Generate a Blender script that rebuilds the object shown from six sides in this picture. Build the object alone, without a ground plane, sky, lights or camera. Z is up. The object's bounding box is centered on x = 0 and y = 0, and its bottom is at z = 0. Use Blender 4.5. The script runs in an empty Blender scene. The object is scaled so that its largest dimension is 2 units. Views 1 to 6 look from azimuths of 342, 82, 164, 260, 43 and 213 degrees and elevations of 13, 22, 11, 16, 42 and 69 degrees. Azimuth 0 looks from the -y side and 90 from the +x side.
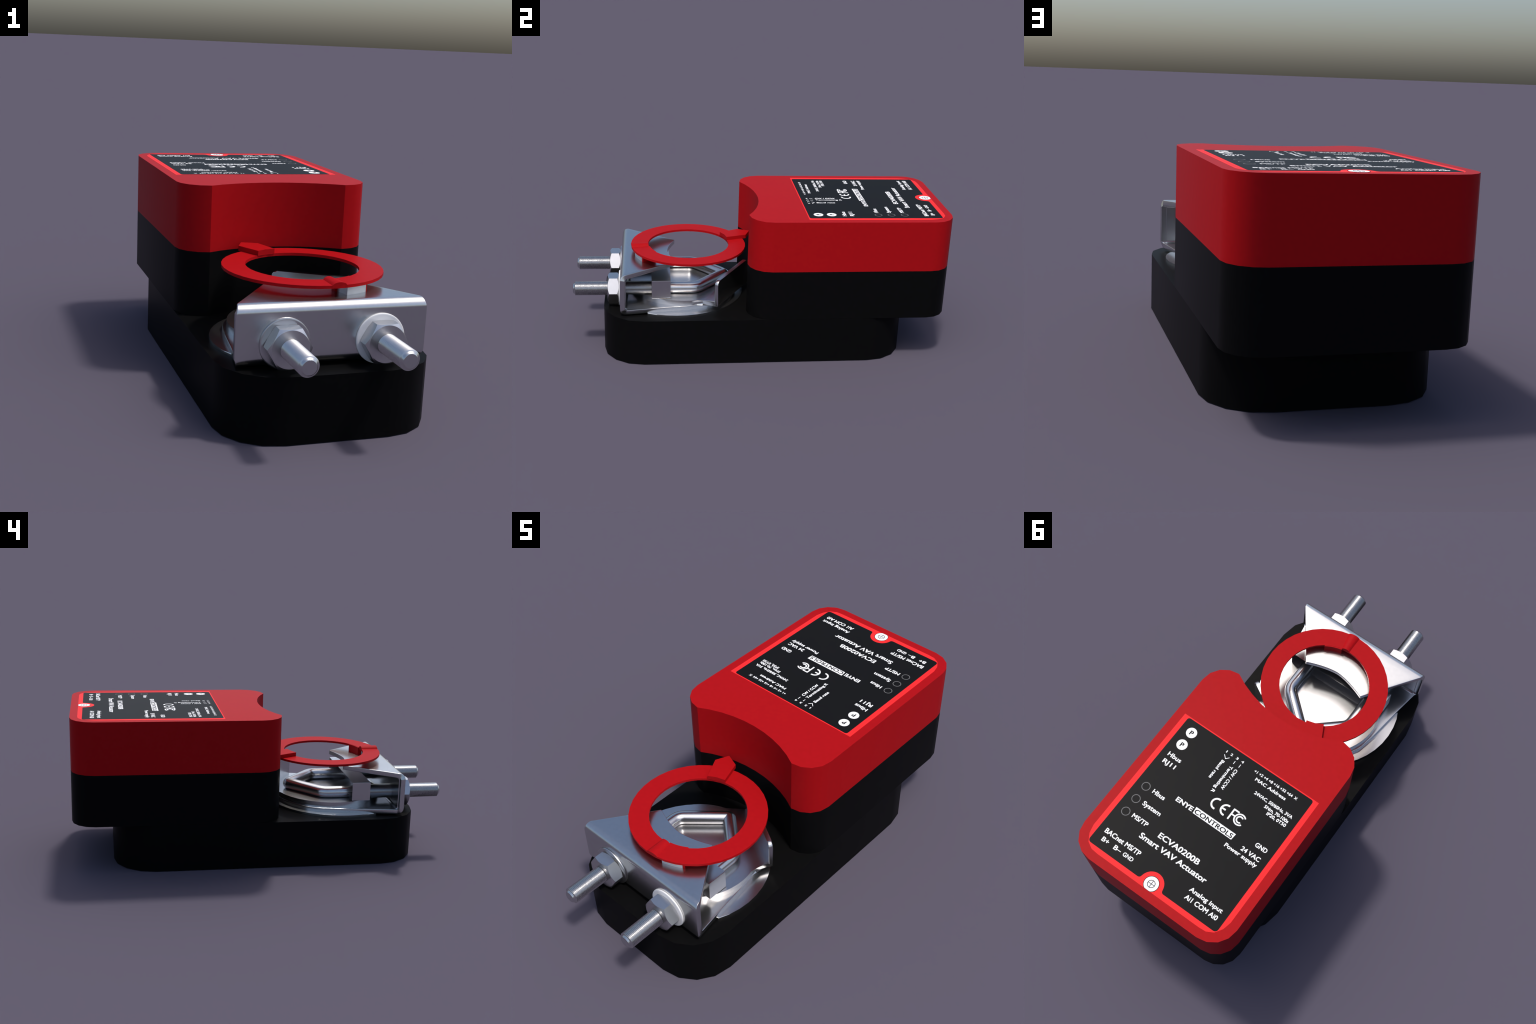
"""Damper actuator: red/black plastic housing, steel shaft clamp, red position ring."""
import bpy, bmesh, math
from math import sin, cos, pi, radians, sqrt
from mathutils import Vector, Matrix

scene = bpy.context.scene
coll = scene.collection

# ------------------------------------------------------------------ materials
def material(name, colour, rough=0.5, metal=0.0, spec=0.5, grain=0.0, grain_scale=60.0, bump=0.0):
    m = bpy.data.materials.new(name)
    m.use_nodes = True
    nt = m.node_tree
    b = nt.nodes["Principled BSDF"]
    b.inputs["Roughness"].default_value = rough
    b.inputs["Metallic"].default_value = metal
    b.inputs["Specular IOR Level"].default_value = spec
    tc = nt.nodes.new("ShaderNodeTexCoord")
    nz = nt.nodes.new("ShaderNodeTexNoise")
    nz.inputs["Scale"].default_value = grain_scale
    nz.inputs["Detail"].default_value = 3
    nt.links.new(tc.outputs["Object"], nz.inputs["Vector"])
    rp = nt.nodes.new("ShaderNodeValToRGB")
    lo, hi = 1 - grain, 1 + grain
    rp.color_ramp.elements[0].position = 0.3
    rp.color_ramp.elements[1].position = 0.7
    rp.color_ramp.elements[0].color = (*[c * lo for c in colour], 1)
    rp.color_ramp.elements[1].color = (*[min(1, c * hi) for c in colour], 1)
    nt.links.new(nz.outputs["Fac"], rp.inputs["Fac"])
    nt.links.new(rp.outputs["Color"], b.inputs["Base Color"])
    if bump:
        bp = nt.nodes.new("ShaderNodeBump")
        bp.inputs["Strength"].default_value = bump
        bp.inputs["Distance"].default_value = 0.002
        n2 = nt.nodes.new("ShaderNodeTexNoise")
        n2.inputs["Scale"].default_value = 400
        nt.links.new(tc.outputs["Object"], n2.inputs["Vector"])
        nt.links.new(n2.outputs["Fac"], bp.inputs["Height"])
        nt.links.new(bp.outputs["Normal"], b.inputs["Normal"])
    return m

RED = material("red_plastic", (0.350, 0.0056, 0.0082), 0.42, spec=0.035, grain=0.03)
RED_RING = material("red_ring_plastic", (0.350, 0.0056, 0.0082), 0.42, spec=0.035, grain=0.03)
BLACK = material("black_plastic", (0.0040, 0.0040, 0.0042), 0.42, spec=0.035, grain=0.1)
STEEL = material("zinc_plated_steel", (0.60, 0.60, 0.605), 0.25, 1.0, grain=0.02)
NUTMET = material("nut_steel", (0.60, 0.60, 0.61), 0.30, 1.0, grain=0.02)
SILVER = material("silver_tab", (0.55, 0.57, 0.58), 0.35, 0.6, grain=0.02)
PALE = material("pale_washer", (0.78, 0.78, 0.79), 0.35, 0.0, grain=0.02)  # right-hand washer lightened to near white for the sun glint on it
INK = material("white_ink", (0.88, 0.88, 0.88), 0.42, spec=0.035)
GREY_INK = material("grey_ink", (0.16, 0.16, 0.16), 0.42, spec=0.035)
LABEL = material("black_label", (0.0085, 0.0085, 0.009), 0.42, spec=0.035)
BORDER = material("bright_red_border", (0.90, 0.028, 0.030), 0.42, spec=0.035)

def border_stripes(m):
    """slightly darker line running along the two long sides of the bright border"""
    nt = m.node_tree
    b = nt.nodes["Principled BSDF"]
    src = b.inputs["Base Color"].links[0].from_socket
    tc = nt.nodes.new("ShaderNodeTexCoord")
    sx = nt.nodes.new("ShaderNodeSeparateXYZ")
    nt.links.new(tc.outputs["Object"], sx.inputs[0])
    ab = nt.nodes.new("ShaderNodeMath"); ab.operation = 'ABSOLUTE'
    nt.links.new(sx.outputs["X"], ab.inputs[0])
    cmp = nt.nodes.new("ShaderNodeMath"); cmp.operation = 'COMPARE'
    cmp.inputs[1].default_value = 0.3555
    cmp.inputs[2].default_value = 0.0035
    nt.links.new(ab.outputs[0], cmp.inputs[0])
    mx = nt.nodes.new("ShaderNodeMix"); mx.data_type = 'RGBA'
    nt.links.new(cmp.outputs[0], mx.inputs["Factor"])
    nt.links.new(src, mx.inputs["A"])
    mx.inputs["B"].default_value = (0.72, 0.026, 0.028, 1)
    nt.links.new(mx.outputs["Result"], b.inputs["Base Color"])
border_stripes(BORDER)

# ------------------------------------------------------------------ helpers
def new_obj(name, bm, mat, parent, smooth=30.0):
    bmesh.ops.recalc_face_normals(bm, faces=bm.faces)
    me = bpy.data.meshes.new(name)
    bm.to_mesh(me)
    bm.free()
    me.materials.append(mat)
    ob = bpy.data.objects.new(name, me)
    coll.objects.link(ob)
    ob.parent = parent
    shade(me, smooth)
    if mat in (STEEL, NUTMET, SILVER):
        ob.modifiers.new("flat_faces", 'WEIGHTED_NORMAL').keep_sharp = True
    return ob

def shade(me, angle):
    me.polygons.foreach_set("use_smooth", [True] * len(me.polygons))
    if angle:
        me.set_sharp_from_angle(angle=radians(angle))

def prism(bm, pts, z0, z1, bevel=0.0, seg=2, top=True, bottom=True):
    """extruded outline; rim edges optionally rounded"""
    lo = [bm.verts.new((x, y, z0)) for x, y in pts]
    hi = [bm.verts.new((x, y, z1)) for x, y in pts]
    n = len(pts)
    fb = bm.faces.new(lo[::-1])
    ft = bm.faces.new(hi)
    for i in range(n):
        bm.faces.new((lo[i], lo[(i + 1) % n], hi[(i + 1) % n], hi[i]))
    if bevel:
        e = []
        if top: e += list(ft.edges)
        if bottom: e += list(fb.edges)
        bmesh.ops.bevel(bm, geom=list(set(e)), offset=bevel, segments=seg, profile=0.5, affect='EDGES', clamp_overlap=True)

def arc(cx, cy, r, a0, a1, n):
    return [(cx + r * cos(radians(a0 + (a1 - a0) * i / n)), cy + r * sin(radians(a0 + (a1 - a0) * i / n))) for i in range(n + 1)]

def bake(ob, smooth=30.0):
    """apply the modifiers of ob"""
    dg = bpy.context.evaluated_depsgraph_get()
    me = bpy.data.meshes.new_from_object(ob.evaluated_get(dg))
    ob.modifiers.clear()
    ob.data = me
    shade(me, smooth)

def lathe(bm, prof, seg=40, cap=True, mat=Matrix()):
    """profile of (distance along axis, radius) turned round the local y axis"""
    rings = []
    for d, r in prof:
        rings.append([bm.verts.new(mat @ Vector((r * cos(2 * pi * k / seg), d, r * sin(2 * pi * k / seg)))) for k in range(seg)])
    for a, b in zip(rings, rings[1:]):
        for k in range(seg):
            bm.faces.new((a[k], a[(k + 1) % seg], b[(k + 1) % seg], b[k]))
    if cap:
        bm.faces.new(rings[0][::-1])
        bm.faces.new(rings[-1])

# ------------------------------------------------------------------ root
root = bpy.data.objects.new("damper_actuator", None)
root.empty_display_size = 0.2
coll.objects.link(root)
root["label"] = "red and black damper actuator with steel shaft clamp and red position ring"
root["category"] = "damper actuator"

XC = -0.007           # the clamp sits a touch off centre
HW = 0.408            # half width of both housings
# ------------------------------------------------------------------ base housing
R = 0.214
base_pts = (arc(HW - R, 0.788 - R, R, 0, 90, 4) + arc(-HW + R, 0.788 - R, R, 90, 180, 4)
            + arc(-HW + R, -0.8385 + R, R, 180, 270, 4) + arc(HW - R, -0.8385 + R, R, 270, 360, 4))
bm = bmesh.new()
prism(bm, base_pts, 0.0, 0.25)
base = new_obj("base_housing", bm, BLACK, root)

# ------------------------------------------------------------------ upper body: black lower half, red cover
r = 0.12
Rc = 0.591                                   # hollow front that follows the position ring
cyc = -0.006 - Rc
half = math.degrees(math.asin(0.289 / Rc))
body = (arc(HW - r, 1.0 - r, r, 0, 90, 4) + arc(-HW + r, 1.0 - r, r, 90, 180, 4)
        + arc(-HW + r, -0.082 + r, r, 180, 270, 4)
        + arc(0, cyc, Rc, 90 + half, 90 - half, 10)[1:-1]
        + arc(HW - r, -0.082 + r, r, 270, 360, 4))
bm = bmesh.new()
prism(bm, body, 0.2505, 0.521)
new_obj("lower_body", bm, BLACK, root, 25)
bm = bmesh.new()
prism(bm, body, 0.521, 0.7940)
cover = new_obj("red_cover", bm, RED, root, 25)

# ------------------------------------------------------------------ clamp hub: disc, dish plate with stop flange
bm = bmesh.new()
a_c = math.degrees(math.asin(0.160 / 0.367))       # front is cut off straight under the bracket
prism(bm, arc(0, -0.447, 0.367, -a_c, 180 + a_c, 28), 0.2502, 0.262, 0.004, 2, True, False)
new_obj("bearing_disc", bm, STEEL, root, 40)

CH = Vector((0, -0.41))
n_dir = Vector((sin(radians(30.3)), cos(radians(30.3))))
t_dir = Vector((n_dir.y, -n_dir.x))
def hub(n, t):
    p = CH + n_dir * n + t_dir * t
    return (p.x, p.y)
rd, hwid = 0.291, 0.189
nj = sqrt(rd ** 2 - hwid ** 2)
a_j = math.degrees(math.atan2(hwid, nj))     # strap joins the circle at +-a_j from n_dir
a_n = math.degrees(math.atan2(n_dir.y, n_dir.x))
circle = arc(CH.x, CH.y, rd, a_n + a_j, a_n + 360 - a_j, 44)
outline = circle + [hub(0.303, hwid), hub(0.303, -hwid)]
bm = bmesh.new()
prism(bm, outline, 0.284, 0.312, 0.012, 4)
# stop flange bent upward at the end of the strap, rounded upper corners
def flange_outline():
    rr = 0.026
    pts = [(-hwid, 0.287), (hwid, 0.287)]
    pts += arc(hwid - rr, 0.432 - rr, rr, 0, 90, 5)
    pts += arc(-hwid + rr, 0.432 - rr, rr, 90, 180, 5)
    return pts
fo = flange_outline()
f_in = [bm.verts.new((*hub(0.289, t), z)) for t, z in fo]
f_out = [bm.verts.new((*hub(0.310, t), z)) for t, z in fo]
fa = bm.faces.new(f_in); fb = bm.faces.new(f_out[::-1])
for i in range(len(fo)):
    j = (i + 1) % len(fo)
    bm.faces.new((f_in[j], f_in[i], f_out[i], f_out[j]))
bmesh.ops.bevel(bm, geom=list(set(list(fa.edges) + list(fb.edges))), offset=0.005, segments=2, profile=0.5, affect='EDGES')
new_obj("hub_plate", bm, STEEL, root, 40)
bm = bmesh.new()
prism(bm, arc(CH.x, CH.y, 0.290, 0, 360, 48)[:-1], 0.264, 0.2865, 0.010, 4)
new_obj("hub_spacer", bm, STEEL, root, 40)

# ------------------------------------------------------------------ U shaped bracket (top plate, front wall, bottom plate)
def bracket():
    bm = bmesh.new()
    NT = 25
    ts = [-1 + 2 * i / (NT - 1) for i in range(NT)]
    ys, zt, zb, rb = -0.7495, 0.4855, 0.258, 0.034      # outer faces, bend radius
    rows = []
    tip_y, tip_x = -0.453, 0.164
    # bottom plate, from its round rear end to the lower bend
    y_b0 = ys + rb
    for k in range(9):
        f = 1 - k / 8
        row = []
        side_y = y_b0 + f * (-0.41 - y_b0)
        if side_y < -0.60:
            w = 0.347 + (0.329 - 0.347) * (side_y - y_b0) / (-0.60 - y_b0)
        else:
            w = 0.329 + (0.305 - 0.329) * (side_y + 0.60) / 0.19
        for t in ts:
            ye = -0.41 + 0.29 * sqrt(max(0, 1 - t * t))
            row.append((t * w, y_b0 + f * (ye - y_b0), zb))
        rows.append(row)
    for k in range(1, 7):                              # lower bend
        a = radians(270 - 90 * k / 6)
        w = 0.347 + 0.014 * k / 6
        rows.append([(t * w, ys + rb + rb * cos(a), zb + rb + rb * sin(a)) for t in ts])
    for k in range(0, 7):                              # upper bend
        a = radians(180 - 90 * k / 6)
        w = 0.361 - 0.011 * k / 6
        rows.append([(t * w, ys + rb + rb * cos(a), zt - rb + rb * sin(a)) for t in ts])
    for k in range(1, 9):                              # top plate to its hollow rear edge
        f = k / 8
        w = 0.350 + (tip_x - 0.350) * f
        rows.append([(t * w, y_b0 + f * (-0.4965 + 0.0435 * abs(t) ** 1.6 - y_b0), zt) for t in ts])
    vs = [[bm.verts.new(p) for p in row] for row in rows]
    for a, b in zip(vs, vs[1:]):
        for i in range(NT - 1):
            bm.faces.new((a[i], a[i + 1], b[i + 1], b[i]))
    ob = new_obj("clamp_bracket", bm, STEEL, root, 0)
    # make the sheet thick towards the inside of the channel
    me = ob.data
    front = min(me.polygons, key=lambda p: abs(p.center.y - ys) + abs(p.center.x))
    if front.normal.y > 0:
        me.flip_normals()
    ob.modifiers.clear()
    so = ob.modifiers.new("thick", 'SOLIDIFY')
    so.thickness = 0.026
    so.offset = -1
    so.use_even_offset = True
    bv = ob.modifiers.new("edge", 'BEVEL')
    bv.width = 0.004
    bv.segments = 2
    bv.limit_method = 'ANGLE'
    bv.angle_limit = radians(50)
    bake(ob, 40)
    wn = ob.modifiers.new("flat_faces", 'WEIGHTED_NORMAL')
    wn.keep_sharp = True
    ob.location.x = XC
    return ob
bracket()

# inner layer of the channel: fills its two bends with a fillet
bm = bmesh.new()
yi, zi, zl, fr = -0.7245, 0.4605, 0.2830, 0.014
sec = [(yi, zl), (yi + 0.004 + fr, zl)] + [(yi + 0.004 + fr - fr * sin(radians(a)), zl + fr - fr * cos(radians(a))) for a in (30, 60, 90)]
sec += [(yi + 0.004 + fr - fr * cos(radians(a)), zi - fr + fr * sin(radians(a))) for a in (0, 30, 60, 90)] + [(yi, zi)]
L_, R_ = [[bm.verts.new((XC + sx * (0.338 - 0.6 * (y_ - yi)), y_, z_)) for y_, z_ in sec] for sx in (-1, 1)]
for i in range(len(sec)):
    j = (i + 1) % len(sec)
    bm.faces.new((L_[i], L_[j], R_[j], R_[i]))
bm.faces.new(L_[::-1]); bm.faces.new(R_)
new_obj("bracket_liner", bm, STEEL, root, 40)

# ------------------------------------------------------------------ clamp bar between the legs
# (hollow box, open towards the shaft)
bm = bmesh.new()
bmesh.ops.create_cube(bm, size=1, matrix=Matrix.Translation((XC - 0.001, -0.5345, 0.3650)) @ Matrix.Diagonal((0.538, 0.101, 0.101, 1)))
rear = max(bm.faces, key=lambda f: f.calc_center_median().y)
bmesh.ops.inset_region(bm, faces=[rear], thickness=0.008)
bmesh.ops.translate(bm, verts=list(rear.verts), vec=(0, -0.075, 0))
bmesh.ops.bevel(bm, geom=list(bm.edges), offset=0.0018, segments=2, profile=0.5, affect='EDGES')
new_obj("clamp_bar", bm, STEEL, root, 35)

# ------------------------------------------------------------------ U bolt, threads, nuts, washers
ROD, ZR, XR = 0.032, 0.3405, 0.181
def sweep(bm, path, rad, seg=28):
    rings = []
    n = len(path)
    for i, p in enumerate(path):
        d0 = (path[i] - path[i - 1]).normalized() if i else None
        d1 = (path[i + 1] - path[i]).normalized() if i < n - 1 else None
        d = ((d0 or d1) + (d1 or d0)).normalized()
        side = Vector((d.y, -d.x, 0)).normalized()
        k = 1 / max(0.5, d.dot(d1 or d0))
        rings.append([bm.verts.new(p + side * rad * k * cos(2 * pi * j / seg) + Vector((0, 0, rad * sin(2 * pi * j / seg)))) for j in range(seg)])
    for a, b in zip(rings, rings[1:]):
        for j in range(seg):
            bm.faces.new((a[j], a[(j + 1) % seg], b[(j + 1) % seg], b[j]))
    bm.faces.new(rings[0][::-1]); bm.faces.new(rings[-1])

def fillet(pts, rads, n=5):
    out = [pts[0]]
    for p0, p1, p2, rr in zip(pts, pts[1:], pts[2:], rads):
        a = (p0 - p1).normalized(); b = (p2 - p1).normalized()
        for i in range(n + 1):
            s = i / n
            out.append((p1 + a * rr) * (1 - s) ** 2 + p1 * 2 * s * (1 - s) + (p1 + b * rr) * s ** 2)
    out.append(pts[-1])
    return out
V3 = lambda x, y: Vector((x, y, ZR))
path = fillet([V3(-XR, -0.56), V3(-XR, -0.345), V3(0, -0.186), V3(XR, -0.345), V3(XR, -0.56)], [0.030, 0.010, 0.030])
bm = bmesh.new()
sweep(bm, path, ROD)
ubolt = new_obj("u_bolt", bm, STEEL, root, 50)
ubolt.location.x = XC

pitch, depth = 0.0062, 0.0042
prof = [(-1.0, 0.0245), (-0.9975, 0.0275), (-0.991, 0.0315)]
y = -0.990
while y < -0.575:
    prof += [(y, 0.0385 - depth), (y + pitch * 0.42, 0.0385), (y + pitch * 0.58, 0.0385)]
    y += pitch
prof.append((y, 0.031))
bm = bmesh.new()
lathe(bm, prof, 32)
thread = new_obj("threaded_leg", bm, STEEL, ubolt, 60)
thread.location = (XR, 0, ZR)
t2 = thread.copy(); coll.objects.link(t2); t2.location = (-XR, 0, ZR)

def nut_mesh():
    bm = bmesh.new()
    a = 0.0720                                        # half across flats
    S = 10
    y0, y1 = -0.0590, 0.0
    rings = [[], [], [], []]
    for k in range(6 * S):
        th = 2 * pi * k / (6 * S)                     # corners on +-x, flats above and below
        loc = (th % (pi / 3)) - pi / 6
        rr = a / cos(loc)
        drop = (rr - a * 0.985) * 0.75
        c, s = cos(th), sin(th)
        for q_, (rad, yy) in enumerate(((a * 0.965, y0), (rr, y0 + drop), (rr, y1 - drop), (a * 0.965, y1))):
            rings[q_].append(bm.verts.new((rad * c, yy, rad * s)))
    n = 6 * S
    for A, B in ((0, 1), (1, 2), (2, 3)):
        for k in range(n):
            bm.faces.new((rings[A][k], rings[A][(k + 1) % n], rings[B][(k + 1) % n], rings[B][k]))
    bm.faces.new(rings[0][::-1]); bm.faces.new(rings[3])
    return bm
nut = new_obj("hex_nut", nut_mesh(), NUTMET, root, 18)
nut.location = (XC + XR, -0.7575, ZR)
n2 = nut.copy(); coll.objects.link(n2); n2.location = (XC - XR, -0.7575, ZR)

bm = bmesh.new()
lathe(bm, [(-0.0080, 0.0885), (-0.0060, 0.0935), (-0.002, 0.0945), (0.0, 0.0935)], 48)
washer = new_obj("washer", bm, NUTMET, root, 40)
washer.data.materials[0] = PALE
washer.location = (XC + XR, -0.7500, ZR + 0.002)
w2 = washer.copy(); w2.data = washer.data.copy(); w2.data.materials[0] = NUTMET; coll.objects.link(w2); w2.location = (XC - XR, -0.7500, ZR + 0.002)

# ------------------------------------------------------------------ red position ring with pointer, grip bump and lip
CR, RI, RO, Z0, Z1 = Vector((0, -0.382)), 0.2205, 0.3125, 0.5175, 0.529
ROT = 22.4                                            # ring is turned: pointer leans to -x
def rp(r_, deg):
    """polar point on the ring, angle from +y turning towards -x"""
    a = radians(deg)
    return (CR.x - r_ * sin(a), CR.y + r_ * cos(a))
bm = bmesh.new()
NS = 40
def ring_band(bm, profile, a0, a1, n, closed=False):
    """closed (r, z) cross-section carried round the ring from angle a0 to a1"""
    secs = []
    m = n if closed else n + 1
    for i in range(m):
        d = a0 + (a1 - a0) * i / n
        secs.append([bm.verts.new((*rp(r_, d), z_)) for r_, z_ in profile])
    q = len(profile)
    for i in range(n if closed else n):
        A, B = secs[i], secs[(i + 1) % m]
        for j in range(q):
            bm.faces.new((A[j], A[(j + 1) % q], B[(j + 1) % q], B[j]))
    if not closed:
        bm.faces.new(secs[0][::-1]); bm.faces.new(secs[-1])
ring_band(bm, [(RI, Z0), (RO, Z0), (RO, Z1), (RI, Z1)], 0, 360, NS, True)
ring = new_obj("position_ring", bm, RED_RING, root, 30)

# raised arrow pointer
bm = bmesh.new()
ptr = [rp(RI - 0.003, ROT + 11.3), rp(0.333, ROT + 8.9), rp(0.378, ROT), rp(0.333, ROT - 8.9), rp(RI - 0.003, ROT - 11.3), rp(RI - 0.001, ROT)]
prism(bm, ptr, 0.5275, 0.549, 0.0006, 1)
new_obj("pointer", bm, RED_RING, ring, 30)

# rounded grip bump lying radially across the front of the ring
bm = bmesh.new()
NB = 8
secs = []
for rr in (RI + 0.0005, RO + 0.0006):
    row = []
    for k in range(NB + 1):
        s = k / NB
        row.append(bm.verts.new((*rp(rr, 180 + 11.3 * s), Z1 - 0.001 + 0.0125 * sin(pi * s) ** 0.55)))
    for k in (1, 0):
        row.append(bm.verts.new((*rp(rr, 180 + 11.3 * k), Z0 + 0.003)))
    secs.append(row)
q = len(secs[0])
for j in range(q):
    bm.faces.new((secs[0][j], secs[0][(j + 1) % q], secs[1][(j + 1) % q], secs[1][j]))
bm.faces.new(secs[0][::-1]); bm.faces.new(secs[1])
new_obj("grip_bump", bm, RED_RING, ring, 35)

# lip that hangs from the ring, opposite the pointer, and its steel spring tab outside
bm = bmesh.new()
ring_band(bm, [(RI - 0.006, 0.478), (0.236, 0.478), (0.236, Z1 - 0.0008), (RI - 0.006, Z1 - 0.0008)], 180 + ROT - 11.5, 180 + ROT + 11.5, 8)
ring_band(bm, [(0.236, 0.476), (0.297, 0.476), (0.297, Z0 + 0.002), (0.236, Z0 + 0.002)], 180 + 31.9, 180 + ROT + 11.4, 1)
new_obj("snap_lip", bm, RED_RING, ring, 30)
bm = bmesh.new()
ring_band(bm, [(0.238, 0.474), (0.299, 0.474), (0.299, Z0 + 0.002), (0.238, Z0 + 0.002)], 180 + 13.4, 180 + 31.8, 6)
new_obj("spring_tab", bm, SILVER, ring, 30)

# ------------------------------------------------------------------ label on the cover
ZL = 0.7940
rb = [(0.367, 0.222), (0.367, 0.868), (0.358, 0.908), (0.336, 0.941), (0.305, 0.958), (0.27, 0.961)]
border_pts = rb + [(-x, y_) for x, y_ in rb[::-1]]
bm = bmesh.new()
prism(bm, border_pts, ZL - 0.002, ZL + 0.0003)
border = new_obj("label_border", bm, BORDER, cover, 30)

def rounded(x0, y0, x1, y1, rad, n=4):
    return (arc(x1 - rad, y1 - rad, rad, 0, 90, n) + arc(x0 + rad, y1 - rad, rad, 90, 180, n)
            + arc(x0 + rad, y0 + rad, rad, 180, 270, n) + arc(x1 - rad, y0 + rad, rad, 270, 360, n))
SC = (0.003, 0.931)                                   # screw centre
panel = arc(0.343 - 0.016, 0.938 - 0.016, 0.016, 0, 90, 4)
nr = 0.056
panel += [(SC[0] + 0.067, 0.938), (SC[0] + 0.061, 0.936), (SC[0] + 0.057, 0.931)]
panel += arc(SC[0], SC[1], nr, 352, 188, 18)[0:0]
panel += arc(SC[0], 0.934, nr, 350 - 360, -170, 20)[0:0]
panel += arc(SC[0], 0.933, nr, -8, -172, 20)
panel += [(SC[0] - 0.057, 0.931), (SC[0] - 0.061, 0.936), (SC[0] - 0.067, 0.938)]
panel += arc(-0.343 + 0.016, 0.938 - 0.016, 0.016, 90, 180, 4)
panel += arc(-0.343 + 0.012, 0.227 + 0.012, 0.012, 180, 270, 4)
panel += arc(0.343 - 0.012, 0.227 + 0.012, 0.012, 270, 360, 4)
bm = bmesh.new()
prism(bm, panel, ZL - 0.001, ZL + 0.0006)
label = new_obj("label_panel", bm, LABEL, cover, 30)
ZT = ZL + 0.0005                                      # height of the print

def disc(name, c, rad, z, mat, parent, n=32, h=0.0003, pts=None):
    bm = bmesh.new()
    prism(bm, pts or arc(c[0], c[1], rad, 0, 360, n)[:-1], z, z + h)
    return new_obj(name, bm, mat, parent, 30)

def annulus(bm, c, r0, r1, z, h, a0=0, a1=360, n=36, round_ends=False):
    full = a1 - a0 >= 360
    A = arc(c[0], c[1], r1, a0, a1, n)
    B = arc(c[0], c[1], r0, a0, a1, n)
    if round_ends and not full:
        rm, rw = (r0 + r1) / 2, (r1 - r0) / 2
        e1 = (c[0] + rm * cos(radians(a1)), c[1] + rm * sin(radians(a1)))
        e0 = (c[0] + rm * cos(radians(a0)), c[1] + rm * sin(radians(a0)))
        prism(bm, arc(*e1, rw, 0, 360, 12)[:-1], z + 0.0001, z + h + 0.0001)
        prism(bm, arc(*e0, rw, 0, 360, 12)[:-1], z + 0.0001, z + h + 0.0001)
    for i in range(n):
        prism(bm, [B[i], A[i], A[i + 1], B[i + 1]], z, z + h)

# screw: white head with a dark rim and a crossed circle, cut by the rear edge of the recess
def cut(pts, ymax):
    return [(x, min(y_, ymax)) for x, y_ in pts]
disc("screw_rim", SC, 0.0385, ZT, LABEL, border, pts=cut(arc(SC[0], SC[1], 0.0352, 0, 360, 40)[:-1], 0.961))
head = disc("screw_head", SC, 0.0325, ZT + 0.0002, INK, border, pts=cut(arc(SC[0], SC[1], 0.0325, 0, 360, 40)[:-1], 0.9605))
bm = bmesh.new()
annulus(bm, SC, 0.0150, 0.0178, ZT + 0.0004, 0.0003, n=28)
for dx, dy in ((0.0013, 0.0152), (0.0152, 0.0013)):
    z = ZT + (0.0004 if dx < dy else 0.00045)
    prism(bm, [(SC[0] - dx, SC[1] - dy), (SC[0] + dx, SC[1] - dy), (SC[0] + dx, SC[1] + dy), (SC[0] - dx, SC[1] + dy)], z, z + 0.0003)
new_obj("screw_cross", bm, LABEL, head, 30)

# lettering: read from the rear (+y) side, so text runs towards -x
def text(s, x_left, x_right, y_base, cap, mat=INK, weight=0.022, z=ZT, quarter=False, name="label_text"):
    cu = bpy.data.curves.new("t", 'FONT')
    cu.body = s
    cu.size = 1.0
    cu.resolution_u = 4
    cu.extrude = 0.0
    tmp = bpy.data.objects.new("t", cu)
    coll.objects.link(tmp)
    dg = bpy.context.evaluated_depsgraph_get()
    dg.update()
    me = bpy.data.meshes.new_from_object(tmp.evaluated_get(dg))
    bpy.data.objects.remove(tmp)
    bpy.data.curves.remove(cu)
    xs = [v.co.x for v in me.vertices]
    ox, wid = min(xs), max(xs) - min(xs)
    sy = cap / (0.729 + 2 * weight)
    sx = abs(x_right - x_left) / wid
    sx = abs(x_right - x_left) / (wid + 2 * weight)
    me.name = name
    src = bmesh.new(); src.from_mesh(me)
    bmesh.ops.remove_doubles(src, verts=src.verts, dist=1e-5)
    bmesh.ops.extrude_face_region(src, geom=list(src.faces))
    src.verts.ensure_lookup_table()
    bm = bmesh.new()
    # heavy weight: the same glyphs laid over each other, slightly shifted
    for k, (dx, dy) in enumerate(((0, 0), (-1, -0.8), (1, 0.8), (-1, 0.8), (1, -0.8))):
        half_n = len(src.verts) // 2
        vmap = []
        for idx, v in enumerate(src.verts):
            u = (v.co.x - ox + weight + dx * weight) * sx
            w = (v.co.y + weight + dy * weight) * sy
            zz = z + 0.00002 * k + (0.0003 if idx >= half_n else 0.0)
            if quarter:       # runs towards +y, letter tops towards -x
                co = (y_base - w, x_left + u, zz)
            else:
                co = (x_left - u, y_base - w, zz)
            vmap.append(bm.verts.new(co))
        for f in src.faces:
            bm.faces.new([vmap[v.index] for v in f.verts])
    src.free()
    bmesh.ops.recalc_face_normals(bm, faces=bm.faces)
    bm.to_mesh(me); bm.free()
    me.materials.clear(); me.materials.append(mat)
    ob = bpy.data.objects.new(name, me)
    coll.objects.link(ob)
    ob.parent = label
    return ob

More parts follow.
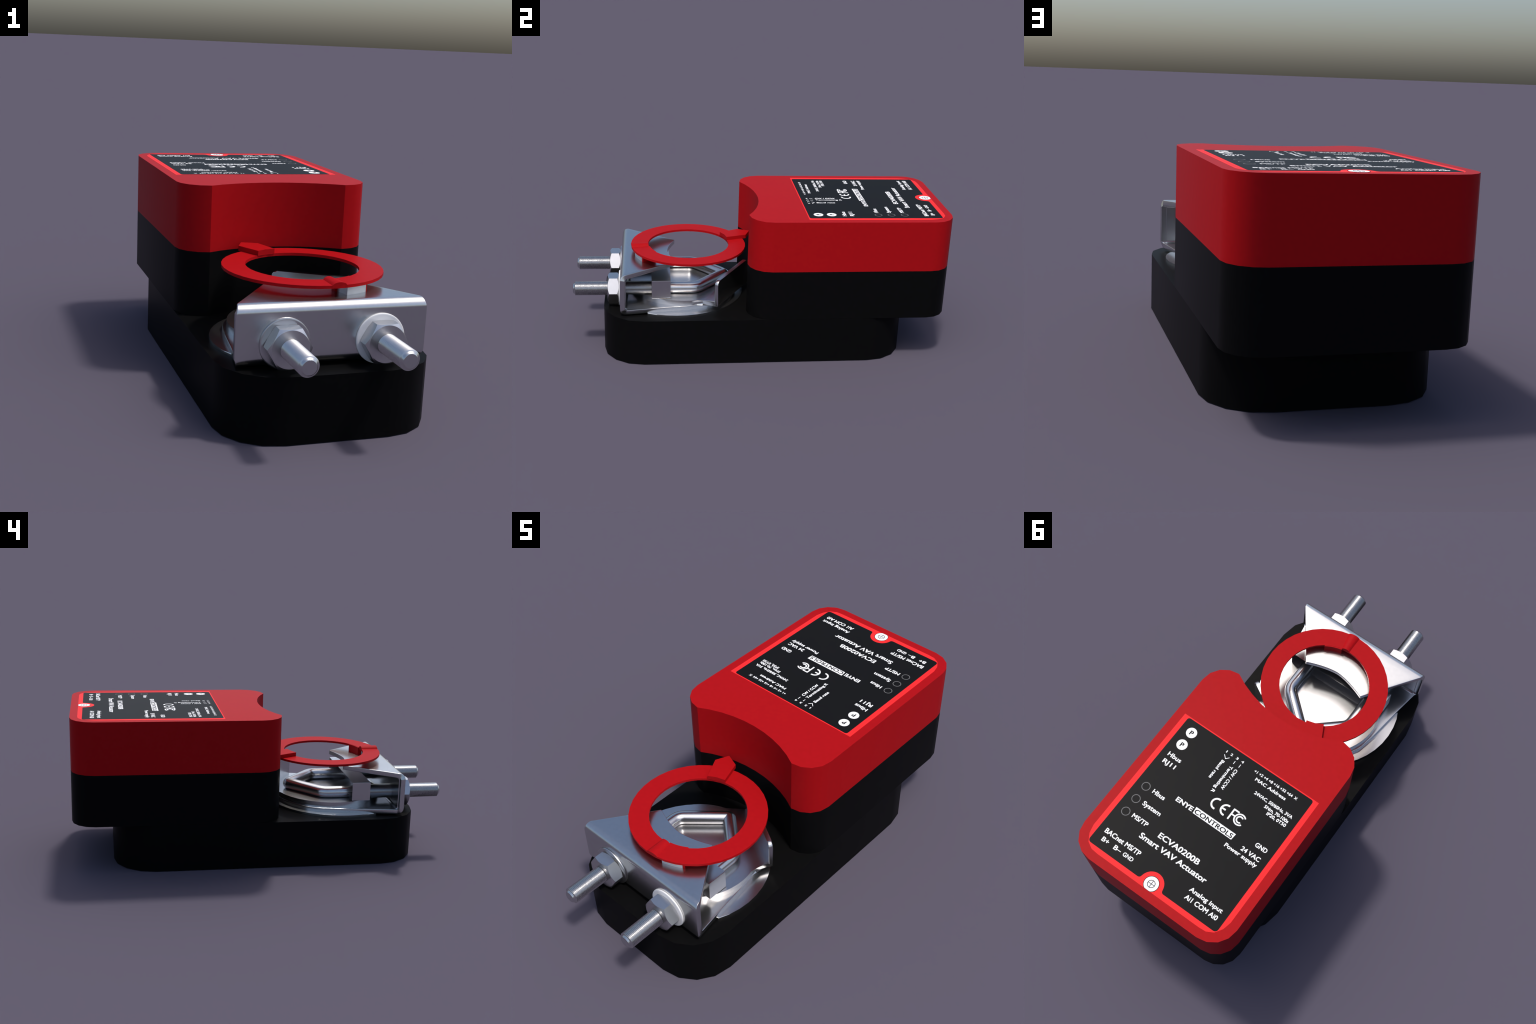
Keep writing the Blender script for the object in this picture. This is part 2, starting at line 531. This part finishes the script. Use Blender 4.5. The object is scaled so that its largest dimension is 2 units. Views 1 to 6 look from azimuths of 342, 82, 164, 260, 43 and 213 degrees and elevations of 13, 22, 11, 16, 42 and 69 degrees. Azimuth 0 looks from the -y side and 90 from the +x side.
LINES = [
    ("Hbus", 0.310, 0.240, 0.428, 0.0225), ("RJ11", 0.309, 0.243, 0.467, 0.0225),
    ("Hbus", 0.255, 0.191, 0.608, 0.0225), ("System", 0.256, 0.161, 0.676, 0.0225), ("MS/TP", 0.258, 0.176, 0.747, 0.0225),
    ("BACnet MS/TP", 0.310, 0.121, 0.868, 0.0245), ("B+", 0.298, 0.262, 0.905, 0.0225), ("B–", 0.233, 0.195, 0.905, 0.0225), ("GND", 0.182, 0.130, 0.905, 0.0200),
    ("ECVA0200B", 0.110, -0.106, 0.753, 0.0275), ("Smart VAV Actuator", 0.176, -0.178, 0.800, 0.0280),
    ("Analog input", -0.142, -0.312, 0.861, 0.0215), ("Ai1 COM Ai0", -0.145, -0.312, 0.899, 0.0230),
    ("GND", -0.252, -0.311, 0.543, 0.0225), ("24 VAC", -0.212, -0.309, 0.592, 0.0225), ("Power supply", -0.145, -0.312, 0.619, 0.0200),
    ("24VAC, 50/60Hz, 3VA", -0.110, -0.311, 0.352, 0.0165), ("5Nm, 70-100s", -0.182, -0.308, 0.378, 0.0165), ("IP20, 0T50", -0.209, -0.309, 0.399, 0.0165),
    ("+1 +2 +4 +8 +16 +32 +64  X", -0.050, -0.279, 0.269, 0.0140), ("MAC Address", -0.076, -0.238, 0.299, 0.0165),
    ("1", 0.106, 0.1015, 0.266, 0.0120), ("2", 0.082, 0.071, 0.266, 0.0120), ("3", 0.052, 0.041, 0.266, 0.0120), ("4", 0.023, 0.011, 0.266, 0.0120),
]
for s, a, b, y_, c in LINES:
    text(s, a, b, y_, c)
for s, y_a, y_b, xb, c in (("Baud rate", 0.304, 0.405, 0.0985, 0.0165), ("Terminating R", 0.305, 0.452, 0.0515, 0.0165), ("CW / CCW", 0.306, 0.417, 0.0250, 0.0165)):
    text(s, y_a, y_b, xb, c, quarter=True)

def stroke(bm, pts, w, z=ZT, h=0.0003):
    """flat line of width w through pts"""
    for i, (p, q_) in enumerate(zip(pts, pts[1:])):
        a, b = Vector(p), Vector(q_)
        d = (b - a).normalized() * w / 2
        s_ = Vector((-d.y, d.x))
        zz = z + 0.00003 * (i % 2)
        prism(bm, [tuple(a - d * 0.6 - s_), tuple(b + d * 0.6 - s_), tuple(b + d * 0.6 + s_), tuple(a - d * 0.6 + s_)], zz, zz + h)

bm = bmesh.new()
stroke(bm, [(0.104, 0.278), (0.089, 0.292), (0.077, 0.279)], 0.0028)
stroke(bm, [(0.046, 0.277), (0.046, 0.291)], 0.0028)
stroke(bm, [(0.0165, 0.276), (0.0165, 0.291)], 0.0028)
new_obj("switch_line", bm, INK, label, 30)

for c in ((0.286, 0.281), (0.286, 0.351)):
    d = disc("port_badge", c, 0.0253, ZT, INK, label)
    text("P", c[0] + 0.0075, c[0] - 0.0090, c[1] + 0.0115, 0.0235, LABEL, 0.03, ZT + 0.0002)
for c in ((0.293, 0.600), (0.293, 0.670), (0.293, 0.741)):
    bm = bmesh.new()
    annulus(bm, c, 0.0170, 0.0200, ZT, 0.0003, n=32)
    new_obj("indicator_circle", bm, GREY_INK, label, 30)

# maker's mark: white letters, then dark letters on a white slanted plate
text("ENYE", 0.150, 0.062, 0.577, 0.0240, weight=0.03)
bm = bmesh.new()
prism(bm, [(0.053, 0.5785), (0.056, 0.5470), (-0.157, 0.5470), (-0.154, 0.5785)], ZT, ZT + 0.0003)
new_obj("mark_plate", bm, INK, label, 30)
text("CONTROLS", 0.0505, -0.1505, 0.5750, 0.0235, LABEL, 0.020, ZT + 0.0002)

# conformity marks
def flip(c, a0, a1):      # angles given as read on the label (0 = reader's right, 90 = reader's up)
    return a0 + 180, a1 + 180
bm = bmesh.new()
annulus(bm, (-0.0075, 0.4845), 0.0200, 0.0280, ZT, 0.0003, *flip(0, 80, 280), n=20)
new_obj("conformity_mark", bm, INK, label, 30)
bm = bmesh.new()
annulus(bm, (-0.0575, 0.4845), 0.0200, 0.0280, ZT, 0.0003, *flip(0, 80, 280), n=20)
stroke(bm, [(-0.035, 0.4845), (-0.053, 0.4845)], 0.0075, ZT + 0.00008)
new_obj("conformity_mark", bm, INK, label, 30)
bm = bmesh.new()
stroke(bm, [(-0.0850, 0.510), (-0.0850, 0.4590), (-0.1095, 0.4590)], 0.0072)
stroke(bm, [(-0.087, 0.4835), (-0.104, 0.4835)], 0.0066, ZT + 0.00012)
annulus(bm, (-0.131, 0.4850), 0.0220, 0.0285, ZT + 0.00008, 0.0003, *flip(0, 40, 320), n=24)
annulus(bm, (-0.131, 0.4850), 0.0110, 0.0175, ZT + 0.00008, 0.0003, *flip(0, 45, 315), n=20)
new_obj("conformity_mark", bm, INK, label, 30)
